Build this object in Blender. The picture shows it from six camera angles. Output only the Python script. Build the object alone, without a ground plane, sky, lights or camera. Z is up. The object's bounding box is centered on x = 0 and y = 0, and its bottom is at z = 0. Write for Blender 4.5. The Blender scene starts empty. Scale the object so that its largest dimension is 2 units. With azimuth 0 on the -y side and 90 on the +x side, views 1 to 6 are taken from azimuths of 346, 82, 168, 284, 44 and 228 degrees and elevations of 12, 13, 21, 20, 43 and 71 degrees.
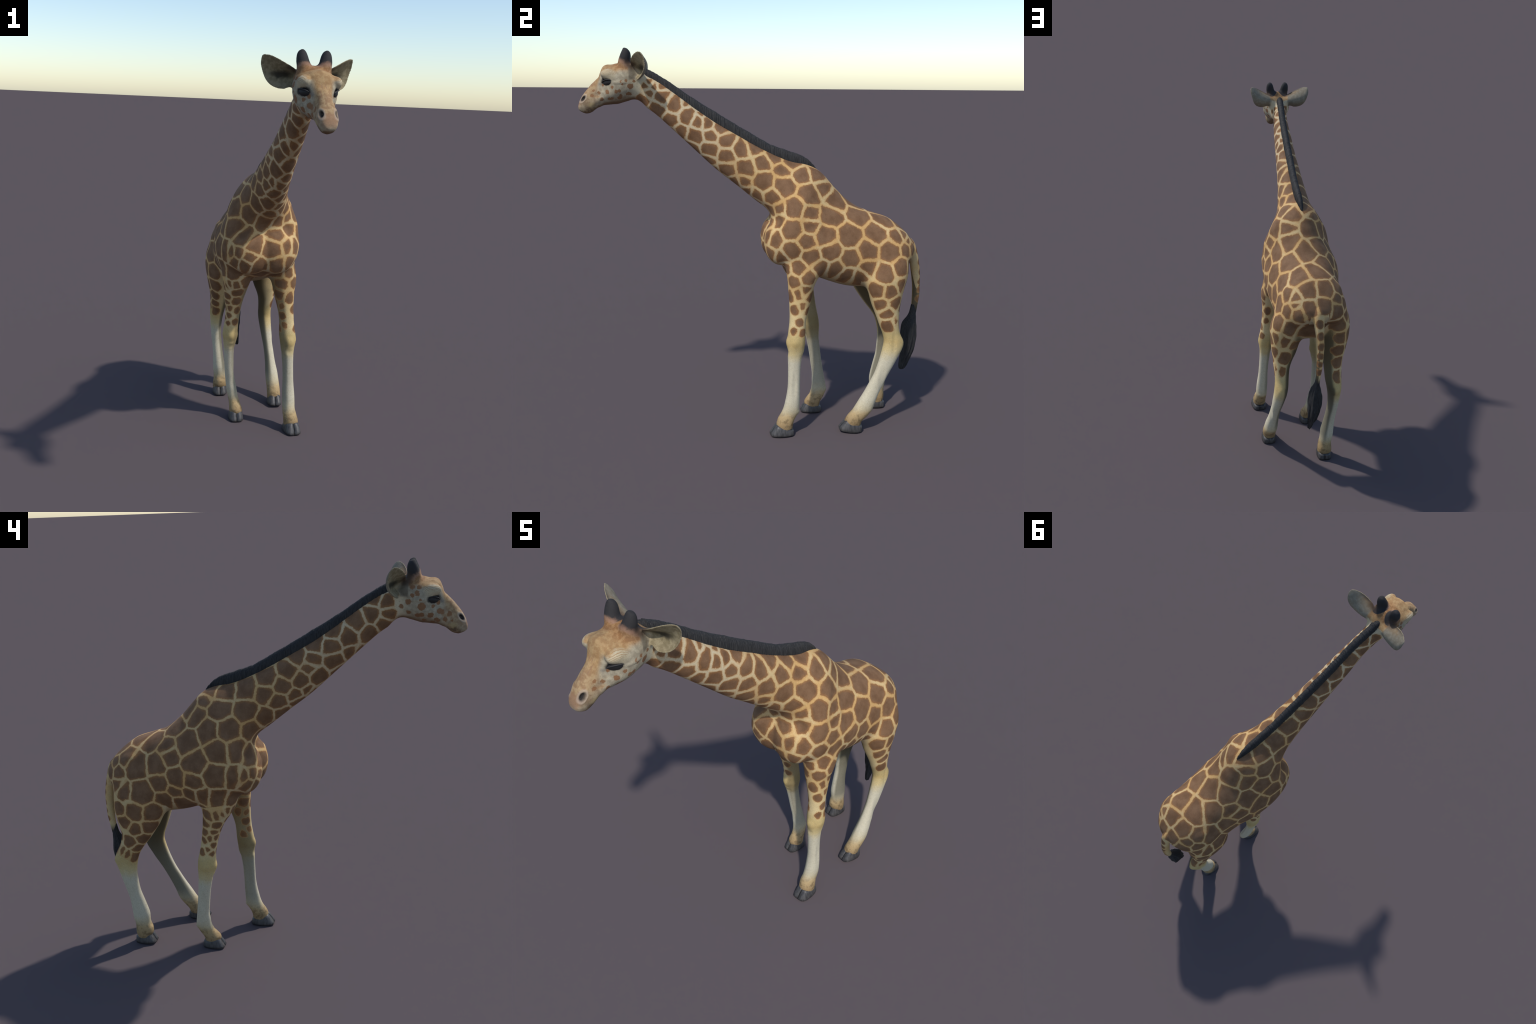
# A young giraffe standing with its neck stretched forward.
# Frame: metres, z up, the animal faces -y, its left side is +x.
import bpy, bmesh, math, random
import numpy as np
from mathutils import Vector
from mathutils.bvhtree import BVHTree

rng = np.random.default_rng(7)
VOXEL = 0.003

# ------------------------------------------------------------------ helpers
def catmull(A, m):
    """resample rows of control values with a Catmull-Rom spline, m steps per span"""
    A = np.asarray(A, float)
    out = []
    n = len(A)
    for i in range(n - 1):
        p0, p1, p2, p3 = A[max(i - 1, 0)], A[i], A[i + 1], A[min(i + 2, n - 1)]
        for j in range(m):
            t = j / m
            out.append(.5 * (2 * p1 + (p2 - p0) * t + (2 * p0 - 5 * p1 + 4 * p2 - p3) * t * t
                             + (3 * p1 - p0 - 3 * p2 + p3) * t ** 3))
    out.append(A[-1])
    return np.array(out)

def loft(rings):
    """closed tube through rings (k, n, 3), capped with fans"""
    rings = np.asarray(rings, float)
    k, n, _ = rings.shape
    V = np.concatenate([rings.reshape(-1, 3), rings[0].mean(0)[None], rings[-1].mean(0)[None]])
    F = []
    for i in range(k - 1):
        for j in range(n):
            a, b = i * n + j, i * n + (j + 1) % n
            F.append((a, b, b + n, a + n))
    c0, c1 = k * n, k * n + 1
    for j in range(n):
        F.append((c0, (j + 1) % n, j))
        F.append((c1, (k - 1) * n + j, (k - 1) * n + (j + 1) % n))
    return V, F

def make_mesh(name, V, F, fix=True):
    me = bpy.data.meshes.new(name)
    me.from_pydata([tuple(v) for v in V], [], [tuple(f) for f in F])
    if fix:
        bm = bmesh.new(); bm.from_mesh(me)
        bmesh.ops.recalc_face_normals(bm, faces=bm.faces)
        bm.to_mesh(me); bm.free()
    me.update()
    return me

def add_object(name, me, parent=None, mat=None, smooth=True):
    ob = bpy.data.objects.new(name, me)
    bpy.context.scene.collection.objects.link(ob)
    if parent is not None:
        ob.parent = parent
    if mat is not None:
        me.materials.append(mat)
    if smooth and len(me.polygons):
        me.polygons.foreach_set('use_smooth', [True] * len(me.polygons))
    return ob

def tube(path, n=24, m=6, power=2.0):
    """tube along a path of (x, y, z, half_width_x, half_depth) - rings perpendicular to the path in the y-z plane"""
    P = catmull(path, m)
    c = P[:, :3]
    T = np.gradient(c, axis=0)
    T /= np.linalg.norm(T, axis=1)[:, None]
    th = np.linspace(0, 2 * np.pi, n, endpoint=False)
    rings = []
    for p, t in zip(P, T):
        u = np.array([1., 0, 0]); u = u - t * (u @ t); u /= np.linalg.norm(u)
        w = np.cross(t, u)
        cs, sn = np.cos(th), np.sin(th)
        e = 2 / power
        rings.append(p[:3] + np.outer(np.sign(cs) * np.abs(cs) ** e * p[3], u)
                     + np.outer(np.sign(sn) * np.abs(sn) ** e * p[4], w))
    return loft(rings)

# ------------------------------------------------------------------ body shape
# trunk: stations from the head joint to the tail: top (y, z), bottom (y, z), centre x, half width, egg (narrow top)
TRUNK = [
    (-.60, 1.890, -.625, 1.762, -.052, .047, 0, 1, 1),
    (-.52, 1.853, -.575, 1.718, -.045, .045, 0, 1, 1),
    (-.44, 1.799, -.52, 1.677, -.039, .047, 0, 1, 1),
    (-.34, 1.724, -.43, 1.595, -.036, .056, -.05, 1, 1),
    (-.23, 1.648, -.33, 1.502, -.032, .063, -.1, 1, 1),
    (-.11, 1.578, -.225, 1.405, -.028, .073, -.12, 1, 1),
    (.02, 1.506, -.12, 1.322, -.023, .085, -.08, 1, 1),
    (.15, 1.449, -.025, 1.245, -.017, .102, .05, 1, 1),
    (.25, 1.426, .045, 1.188, -.014, .140, .18, 1, 1),
    (.32, 1.390, .065, 1.13, -.012, .174, .24, .85, 1),
    (.375, 1.335, .038, 1.05, -.013, .196, .28, .7, .95),
    (.42, 1.285, .048, .965, -.014, .211, .28, .6, .9),
    (.47, 1.24, .14, .890, -.018, .223, .20, .65, .88),
    (.53, 1.20, .29, .835, -.010, .220, .14, .75, .86),
    (.61, 1.17, .43, .785, 0, .200, .10, .85, .80),
    (.695, 1.14, .53, .768, .002, .198, .05, .9, .76),
    (.77, 1.085, .63, .772, .002, .193, .03, 1, .74),
    (.825, 1.025, .725, .80, .002, .150, .02, 1, .8),
    (.845, .985, .775, .89, 0, .090, 0, 1, .9),
]
def build_trunk():
    S = catmull(TRUNK, 6)
    th = np.linspace(0, 2 * np.pi, 72, endpoint=False)
    c, s = np.cos(th), np.sin(th)
    rings = []
    for ty, tz, by, bz, cx, a, egg, blunt, broad in S:
        ss = np.sign(s) * np.abs(s) ** np.where(c < 0, blunt, broad)
        x = cx + a * ss * (1 - egg * c) / (1 + .25 * abs(egg))
        rings.append(np.stack([x, (ty + by) / 2 + (ty - by) / 2 * c, (tz + bz) / 2 + (tz - bz) / 2 * c], 1))
    return loft(rings)

HX = -.047      # middle plane of the head
# head: y, top z, bottom z, half widths at 93, 75, 50, 25, 7 percent of the height
HEAD = [
    (-.905, 1.722, 1.704, .012, .018, .019, .016, .010),
    (-.897, 1.746, 1.695, .017, .026, .030, .026, .017),
    (-.882, 1.773, 1.687, .020, .033, .037, .032, .021),
    (-.865, 1.796, 1.683, .019, .035, .040, .033, .022),
    (-.840, 1.825, 1.690, .019, .033, .040, .036, .021),
    (-.815, 1.849, 1.709, .020, .032, .039, .040, .023),
    (-.798, 1.873, 1.716, .026, .038, .041, .045, .026),
    (-.780, 1.910, 1.724, .035, .054, .046, .051, .029),
    (-.760, 1.922, 1.726, .043, .078, .062, .060, .033),
    (-.735, 1.923, 1.729, .045, .086, .080, .069, .036),
    (-.710, 1.930, 1.731, .046, .081, .087, .073, .037),
    (-.680, 1.938, 1.740, .056, .080, .086, .073, .037),
    (-.650, 1.942, 1.748, .058, .077, .080, .068, .036),
    (-.620, 1.925, 1.753, .044, .064, .067, .056, .032),
    (-.590, 1.897, 1.745, .030, .050, .053, .046, .026),
    (-.560, 1.870, 1.730, .022, .038, .042, .036, .020),
]
def build_head():
    S = catmull(HEAD, 4)
    fr = [1, .93, .75, .5, .25, .07, 0]
    rings = []
    for r in S:
        y, t, b = r[:3]
        w = np.concatenate([[0], r[3:], [0]])
        half = catmull(np.stack([w, b + (t - b) * np.array(fr)], 1), 5)
        ring = np.concatenate([half, (half * [-1, 1])[1:-1][::-1]])
        rings.append(np.stack([HX + ring[:, 0], np.full(len(ring), y), ring[:, 1]], 1))
    return loft(rings)

# legs: z, front y, back y, inner/outer x limits
LEGS = {
 'LF': [(.035, .075, .160, .153, .232), (.06, .073, .163, .152, .232), (.09, .083, .174, .150, .225), (.12, .101, .193, .151, .219), (.15, .113, .197, .150, .219),
        (.18, .120, .198, .150, .218), (.22, .128, .199, .149, .215), (.27, .134, .199, .149, .210), (.32, .135, .200, .147, .206), (.37, .135, .202, .144, .203),
        (.42, .134, .208, .138, .202), (.46, .132, .219, .133, .204), (.50, .131, .223, .127, .210), (.54, .133, .226, .120, .210), (.58, .138, .227, .119, .203),
        (.62, .142, .229, .118, .198), (.66, .143, .237, .113, .195), (.70, .142, .248, .104, .193), (.75, .140, .260, .091, .194), (.80, .135, .272, .077, .197),
        (.85, .128, .295, .065, .204), (.93, .125, .335, .055, .196), (1.02, .16, .35, .045, .165), (1.10, .20, .34, .03, .10)],
 'RF': [(.035, .278, .362, -.113, -.041), (.06, .276, .368, -.115, -.043), (.09, .297, .388, -.114, -.053), (.12, .314, .400, -.119, -.061), (.15, .321, .401, -.125, -.067),
        (.18, .322, .396, -.130, -.073), (.22, .323, .389, -.136, -.082), (.27, .316, .381, -.143, -.090), (.32, .309, .374, -.149, -.096), (.37, .301, .368, -.154, -.100),
        (.42, .290, .363, -.159, -.101), (.46, .276, .361, -.163, -.096), (.50, .268, .361, -.168, -.088), (.54, .265, .357, -.168, -.088), (.58, .263, .348, -.164, -.087),
        (.62, .255, .339, -.163, -.085), (.66, .245, .332, -.165, -.082), (.70, .232, .326, -.171, -.077), (.75, .209, .320, -.180, -.068), (.80, .174, .318, -.188, -.056),
        (.85, .142, .325, -.196, -.045), (.93, .13, .345, -.203, -.045), (1.02, .16, .36, -.180, -.05), (1.10, .20, .35, -.12, -.04)],
 'LH': [(.035, .448, .535, .158, .233), (.06, .447, .543, .157, .235), (.09, .464, .573, .160, .236), (.12, .490, .596, .160, .236), (.15, .509, .607, .159, .234),
        (.18, .527, .617, .160, .231), (.22, .551, .634, .162, .224), (.27, .578, .658, .162, .218), (.32, .604, .683, .158, .216), (.37, .623, .712, .151, .214),
        (.42, .638, .738, .144, .212), (.46, .648, .757, .139, .211), (.50, .654, .757, .134, .209), (.54, .645, .741, .130, .206), (.58, .629, .733, .126, .209),
        (.62, .614, .732, .120, .213), (.66, .599, .733, .106, .216), (.70, .584, .739, .088, .221), (.75, .569, .748, .072, .226), (.80, .552, .762, .055, .230),
        (.86, .545, .778, .040, .229), (.94, .575, .784, .03, .205), (1.02, .62, .775, .02, .14)],
 'RH': [(.035, .668, .742, -.139, -.056), (.06, .655, .750, -.139, -.058), (.09, .655, .749, -.136, -.062), (.12, .665, .750, -.135, -.065), (.15, .664, .756, -.139, -.068),
        (.18, .664, .757, -.141, -.069), (.22, .672, .758, -.142, -.076), (.27, .685, .762, -.144, -.083), (.32, .698, .772, -.147, -.088), (.37, .703, .785, -.151, -.092),
        (.42, .706, .797, -.155, -.091), (.46, .704, .809, -.157, -.087), (.50, .697, .819, -.160, -.080), (.54, .684, .810, -.162, -.073), (.58, .659, .789, -.166, -.072),
        (.62, .627, .772, -.172, -.071), (.66, .597, .765, -.180, -.066), (.70, .570, .771, -.190, -.060), (.75, .538, .781, -.201, -.05), (.80, .515, .787, -.211, -.045),
        (.86, .525, .785, -.214, -.035), (.94, .56, .784, -.197, -.03), (1.02, .61, .775, -.13, -.02)],
}
def build_leg(rows):
    S = catmull(rows, 4)
    th = np.linspace(0, 2 * np.pi, 40, endpoint=False)
    c, s = np.cos(th), np.sin(th)
    p = 2 / 2.2
    cc, ss = np.sign(c) * np.abs(c) ** p, np.sign(s) * np.abs(s) ** p
    return loft([np.stack([(x0 + x1) / 2 + (x1 - x0) / 2 * cc, (f + b) / 2 + (b - f) / 2 * ss, np.full(40, z)], 1)
                 for z, f, b, x0, x1 in S])

TAIL = [(.002, .775, 1.02, .034, .036), (.004, .822, .985, .033, .034), (.004, .849, .93, .027, .027), (.002, .862, .88, .022, .026),
        (0, .872, .82, .021, .025), (.001, .877, .76, .018, .022), (.003, .878, .70, .016, .021), (.005, .873, .64, .012, .018), (.007, .867, .585, .011, .016)]

HORN = [(.038, -.668, 1.895, .024, .030), (.0425, -.672, 1.930, .0305, .031), (.0475, -.668, 1.952, .0265, .0265), (.0505, -.664, 1.975, .0225, .0220),
        (.0515, -.665, 1.989, .0175, .0165), (.052, -.667, 1.997, .0110, .010), (.0525, -.667, 2.0015, .004, .004)]
def build_horn(side):
    return tube([(HX + side * x, y, z, a, b) for x, y, z, a, b in HORN], n=24, m=4)

# ear: front rim, back bulge, rear rim along its length (x is measured from the head's middle plane)
EAR = [
    ((.030, -.636, 1.905), (.034, -.560, 1.895), (.034, -.606, 1.862), .006),
    ((.065, -.641, 1.924), (.060, -.535, 1.897), (.080, -.615, 1.852), .0055),
    ((.095, -.640, 1.940), (.092, -.527, 1.900), (.110, -.612, 1.847), .005),
    ((.125, -.632, 1.957), (.128, -.527, 1.905), (.146, -.600, 1.855), .0045),
    ((.152, -.619, 1.971), (.160, -.535, 1.916), (.170, -.584, 1.877), .004),
    ((.176, -.604, 1.979), (.181, -.550, 1.940), (.185, -.573, 1.912), .0035),
    ((.188, -.594, 1.979), (.193, -.570, 1.958), (.194, -.575, 1.943), .003),
    ((.193, -.589, 1.975), (.195, -.581, 1.968), (.195, -.580, 1.963), .002),
]
def build_ear(side):
    E = catmull([sum((list(p) for p in r[:3]), []) + [r[3]] for r in EAR], 5)
    t = np.linspace(0, 1, 17)[:, None]
    rings = []
    for r in E:
        f, m, b, h = r[0:3], r[3:6], r[6:9], r[9]
        c = (1 - t) ** 2 * f + 2 * t * (1 - t) * m + t ** 2 * b
        d = np.gradient(c, axis=0)
        ax = np.array([.75, .1, .45])
        nn = np.cross(d, ax); nn /= np.linalg.norm(nn, axis=1)[:, None]
        if nn[8] @ (m - (f + b) / 2) < 0: nn = -nn
        hh = h * (1 - .6 * (2 * t - 1) ** 4)
        rings.append(np.concatenate([c + nn * hh, (c - nn * hh)[::-1]]))
    V, F = loft(rings)
    V = V * [side, 1, 1] + [HX, 0, 0]
    return V, F

def ball(c, r, n=20):
    th = np.linspace(0, np.pi, n + 1)[1:-1]
    ph = np.linspace(0, 2 * np.pi, 2 * n, endpoint=False)
    return loft([np.stack([c[0] + r[0] * math.sin(t) * np.cos(ph), c[1] + r[1] * math.sin(t) * np.sin(ph), np.full(len(ph), c[2] + r[2] * math.cos(t))], 1) for t in th])

SOURCES = [
    ('trunk', build_trunk()), ('head', build_head()),
    ('LF', build_leg(LEGS['LF'])), ('RF', build_leg(LEGS['RF'])), ('LH', build_leg(LEGS['LH'])), ('RH', build_leg(LEGS['RH'])),
    ('tail', tube(TAIL, 24, 6)),
    ('hornL', build_horn(1)), ('hornR', build_horn(-1)), ('earL', build_ear(1)), ('earR', build_ear(-1)),
    # breast lobes either side of the breastbone, and eye brows
    ('trunk', ball((.056, .100, 1.03), (.112, .081, .128))), ('trunk', ball((-.084, .100, 1.03), (.112, .081, .128))),
    ('head', ball((HX + .064, -.748, 1.876), (.029, .040, .027))), ('head', ball((HX - .064, -.748, 1.876), (.029, .040, .027))),
]

def unite(sources):
    V, F, o = [], [], 0
    for _, (v, f) in sources:
        me = make_mesh('tmp', v, f)
        V.append(np.array([p.co for p in me.vertices]))
        F += [tuple(i + o for i in p.vertices) for p in me.polygons]
        o += len(v)
        bpy.data.meshes.remove(me)
    me = make_mesh('union', np.concatenate(V), F, fix=False)
    ob = bpy.data.objects.new('union', me)
    bpy.context.scene.collection.objects.link(ob)
    md = ob.modifiers.new('remesh', 'REMESH')
    md.mode = 'VOXEL'; md.voxel_size = VOXEL; md.adaptivity = 0
    dg = bpy.context.evaluated_depsgraph_get()
    out = bpy.data.meshes.new_from_object(ob.evaluated_get(dg))
    bpy.data.objects.remove(ob)
    # keep the one big shell
    bm = bmesh.new(); bm.from_mesh(out); bm.verts.ensure_lookup_table()
    seen = np.zeros(len(bm.verts), bool); best = []
    for v in bm.verts:
        if seen[v.index]: continue
        st, comp = [v], []
        seen[v.index] = True
        while st:
            a = st.pop(); comp.append(a)
            for e in a.link_edges:
                b = e.other_vert(a)
                if not seen[b.index]:
                    seen[b.index] = True; st.append(b)
        if len(comp) > len(best):
            best = comp
    keep = set(v.index for v in best)
    bmesh.ops.delete(bm, geom=[v for v in bm.verts if v.index not in keep], context='VERTS')
    bm.to_mesh(out); bm.free()
    return out

def sstep(a, b, x):
    t = np.clip((x - a) / (b - a), 0, 1)
    return t * t * (3 - 2 * t)

# zones that are softened more, where lofted parts run into each other: centre, radius, strength
BLEND = [
    ((.13, .29, .85), .085, .8), ((-.12, .32, .85), .085, .8), ((.13, .14, .88), .10, 1), ((-.15, .14, .88), .10, 1),
    ((.02, .22, .86), .12, 1), ((-.01, .22, .86), .12, 1),
    ((.11, .55, .82), .11, 1), ((-.10, .53, .82), .11, 1), ((.02, .70, .83), .13, 1), ((0, .80, .97), .06, .8),
    ((.20, .57, .93), .12, 1), ((-.20, .55, .93), .12, 1), ((.17, .74, .98), .11, 1), ((-.17, .74, .98), .11, 1), ((.19, .64, 1.0), .12, 1), ((-.18, .64, 1.0), .12, 1),
    ((.19, .34, .94), .11, 1), ((-.21, .35, .94), .11, 1), ((.19, .22, .97), .13, 1), ((-.20, .22, .97), .13, 1), ((.17, .12, .97), .10, 1), ((-.19, .12, .97), .10, 1),
    ((.16, .3, 1.08), .14, .8), ((-.18, .3, 1.08), .14, .8),
    ((.12, .09, 1.07), .09, .9), ((-.15, .09, 1.07), .09, .9), ((.055, .06, 1.13), .07, .9), ((-.085, .06, 1.13), .07, .9),
    ((.06, .10, .925), .08, .9), ((-.09, .10, .925), .08, .9),
    ((-.014, .05, 1.16), .08, .5), ((-.014, .03, 1.03), .06, .25),
    ((HX, -.60, 1.76), .06, .8), ((HX, -.585, 1.88), .06, .8), ((HX + .04, -.60, 1.82), .07, .8), ((HX - .04, -.60, 1.82), .07, .8),
    ((HX + .042, -.668, 1.922), .046, .6), ((HX - .042, -.668, 1.922), .046, .6), ((HX, -.69, 1.935), .03, .5),
    ((HX + .05, -.60, 1.885), .045, .5), ((HX - .05, -.60, 1.885), .045, .5),
    ((HX + .066, -.742, 1.872), .05, .4), ((HX - .066, -.742, 1.872), .05, .4),
]
# swellings (+) and hollows (-) of flesh and bone: centre, radius, height
RELIEF = [
    ((.105, .085, 1.13), (.05, .06, .06), -.012), ((-.135, .085, 1.13), (.05, .06, .06), -.012),
    ((.155, .165, 1.16), (.07, .06, .09), .006), ((-.185, .165, 1.16), (.07, .06, .09), .006),
    ((.19, .45, 1.02), (.08, .09, .14), -.006), ((-.205, .45, 1.02), (.08, .09, .14), -.006),
    ((.205, .60, .98), (.05, .05, .10), -.006), ((-.205, .58, .98), (.05, .05, .10), -.006),
    ((.165, .133, .51), (.038, .03, .038), .007), ((-.128, .270, .51), (.038, .03, .038), .007),
    ((.165, .18, .435), (.05, .06, .03), -.003), ((-.128, .325, .43), (.05, .06, .03), -.003),
    ((.175, .745, .485), (.03, .025, .035), .006), ((-.12, .815, .50), (.03, .025, .035), .006),
    ((.215, .700, .50), (.02, .02, .09), -.005), ((-.165, .755, .50), (.02, .02, .09), -.005),
    ((.215, .165, .30), (.016, .022, .12), -.006), ((.150, .165, .30), (.016, .022, .12), -.006),
    ((-.148, .340, .28), (.016, .022, .12), -.006), ((-.092, .340, .28), (.016, .022, .12), -.006),
    ((.216, .64, .30), (.016, .03, .10), -.005), ((-.150, .73, .28), (.016, .03, .10), -.005),
    ((.185, .190, .125), (.04, .018, .02), .004), ((-.09, .398, .125), (.04, .018, .02), .004),
    ((HX, -.80, 1.862), (.03, .03, .02), -.003),
    ((.165, .135, .455), (.03, .02, .025), -.004), ((-.128, .285, .45), (.03, .02, .025), -.004),
    ((.12, .165, .515), (.016, .03, .03), .003), ((.21, .165, .515), (.016, .03, .03), .003), ((-.168, .31, .51), (.016, .03, .03), .003), ((-.087, .31, .51), (.016, .03, .03), .003),
    ((.19, .105, .095), (.03, .02, .018), -.003), ((-.085, .31, .10), (.03, .02, .018), -.003), ((.197, .495, .105), (.03, .02, .018), -.003), ((-.1, .66, .105), (.03, .02, .018), -.003),
    ((.165, .22, 1.27), (.04, .05, .11), .006), ((-.19, .24, 1.27), (.04, .05, .11), .006), ((.185, .32, 1.14), (.05, .04, .14), -.006), ((-.215, .33, 1.14), (.05, .04, .14), -.006),
    ((.15, .68, 1.075), (.05, .06, .04), .006), ((-.15, .68, 1.075), (.05, .06, .04), .006),
    ((HX + .083, -.695, 1.835), (.02, .05, .012), .003), ((HX - .083, -.695, 1.835), (.02, .05, .012), .003),
    ((HX + .045, -.80, 1.775), (.02, .06, .018), -.003), ((HX - .045, -.80, 1.775), (.02, .06, .018), -.003),
]

def sculpt(me):
    n = len(me.vertices)
    V = np.empty(n * 3); me.vertices.foreach_get('co', V); V = V.reshape(-1, 3)
    E = np.empty(len(me.edges) * 2, int); me.edges.foreach_get('vertices', E); E = E.reshape(-1, 2)
    deg = np.bincount(E.ravel(), minlength=n).astype(float)
    def lap(X):
        S = np.empty_like(X)
        for k in range(3):
            S[:, k] = np.bincount(E[:, 0], X[E[:, 1], k], n) + np.bincount(E[:, 1], X[E[:, 0], k], n)
        return S / deg[:, None] - X
    for _ in range(4):
        V += .55 * lap(V); V -= .50 * lap(V)
    V += .5 * lap(V); V += .5 * lap(V)
    w = np.zeros(n)
    for c, r, s in BLEND:
        d = np.linalg.norm(V - np.array(c), axis=1)
        w = np.maximum(w, s * (1 - sstep(.45 * r, r, d)))
    idx = w > .01
    touch = idx[E].any(1)
    near = np.unique(E[touch])
    remap = np.full(n, -1); remap[near] = np.arange(len(near))
    E2 = remap[E[touch]]; n2 = len(near)
    deg2 = np.bincount(E2.ravel(), minlength=n2).astype(float)
    def sub_lap(X):
        S = np.empty_like(X)
        for k in range(3):
            S[:, k] = np.bincount(E2[:, 0], X[E2[:, 1], k], n2) + np.bincount(E2[:, 1], X[E2[:, 0], k], n2)
        return S / deg2[:, None] - X
    for _ in range(220):
        L = sub_lap(V[near])
        V[near] = V[near] + .6 * w[near][:, None] * L
    me.vertices.foreach_set('co', V.ravel()); me.update()
    def normals():
        N = np.empty(n * 3); me.vertices.foreach_get('normal', N); return N.reshape(-1, 3)
    N = normals()
    for c, r, h in RELIEF:
        d = np.linalg.norm((V - np.array(c)) / np.array(r), axis=1)
        V += N * (h * np.clip(1 - d * d, 0, 1) ** 2)[:, None]
    V = face_detail(V, N)
    me.vertices.foreach_set('co', V.ravel()); me.update()
    return me

def face_detail(V, N):
    for s in (1, -1):
        # nostril: slit sunk in the muzzle, raised rim
        c = np.array([HX + s * .031, -.877, 1.757])
        a = np.array([0, .62, .78]); b = np.array([0, -.78, .62])
        d = V - c
        m = (d[:, 0] * s > -.022)
        q = np.sqrt((d @ a / .0195) ** 2 + (d @ b / .0095) ** 2) + np.where(m, 0, 9)
        V = V + np.outer(-.011 * (1 - sstep(.15, 1.0, q)) + .0022 * np.exp(-((q - 1.25) / .35) ** 2), [s * .9, -.3, .1])
        # eye socket
        c = np.array([HX + s * .066, -.755, 1.839]); d = V - c
        q = np.linalg.norm(d / [.03, .034, .017], axis=1)
        V = V - N * (.004 * (1 - sstep(.3, 1.1, q)))[:, None]
    return V

# ------------------------------------------------------------------ coat markings
# centres of the brown patches (x, y, z and, where it stands alone, its own radius)
SPOTS_NECK = [
    (-.011, -.554, 1.839, .012), (-.000, -.574, 1.819, .016), (-.006, -.530, 1.817, .014), (-.013, -.494, 1.816, .012), (-.001, -.558, 1.783), (.005, -.494, 1.762),
    (-.015, -.585, 1.754), (-.005, -.516, 1.706), (.011, -.435, 1.725), (.001, -.453, 1.652), (.019, -.369, 1.672), (.022, -.317, 1.643),
    (-.000, -.384, 1.731, .006), (-.003, -.299, 1.680, .005), (-.003, -.406, 1.595), (.015, -.267, 1.637), (.019, -.333, 1.574), (.012, -.204, 1.609),
    (.031, -.249, 1.577), (.024, -.259, 1.505), (.034, -.172, 1.553), (-.027, -.344, 1.516), (.041, -.175, 1.475), (.041, -.095, 1.510),
    (-.007, -.263, 1.449), (.017, -.026, 1.514), (.025, -.170, 1.407), (.055, -.079, 1.412), (.055, .009, 1.448), (.023, .070, 1.467),
    (.038, -.085, 1.344), (.074, .012, 1.345), (.062, .117, 1.407), (.028, .160, 1.432), (.101, .114, 1.330), (.077, .212, 1.383),
    (.019, -.063, 1.292), (.040, -.023, 1.274), (.086, .053, 1.268), (-.085, .186, 1.409), (-.090, .079, 1.432), (-.108, -.008, 1.413),
    (-.123, .075, 1.327), (-.097, -.075, 1.373), (-.095, -.006, 1.292), (-.111, .057, 1.239), (-.070, -.511, 1.832), (-.088, -.559, 1.824),
    (-.085, -.496, 1.770), (-.089, -.570, 1.772), (-.076, -.551, 1.729), (-.084, -.436, 1.735), (-.077, -.487, 1.689), (-.090, -.400, 1.675),
    (-.075, -.329, 1.690), (-.092, -.321, 1.634), (-.068, -.411, 1.600), (-.067, -.242, 1.640), (-.095, -.233, 1.567), (-.081, -.335, 1.560),
    (-.076, -.162, 1.581), (-.094, -.121, 1.523), (-.077, -.267, 1.489), (-.094, -.184, 1.471), (-.087, -.014, 1.482), (-.103, -.097, 1.447),
    (-.067, -.211, 1.422), (-.082, -.154, 1.402), (-.055, -.082, 1.305), (-.045, -.434, 1.601), (-.096, -.221, 1.537), (-.038, -.230, 1.411),
    (-.048, -.164, 1.364), (.004, -.129, 1.340), (-.016, -.013, 1.236), (-.029, .033, 1.202),
]
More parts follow.
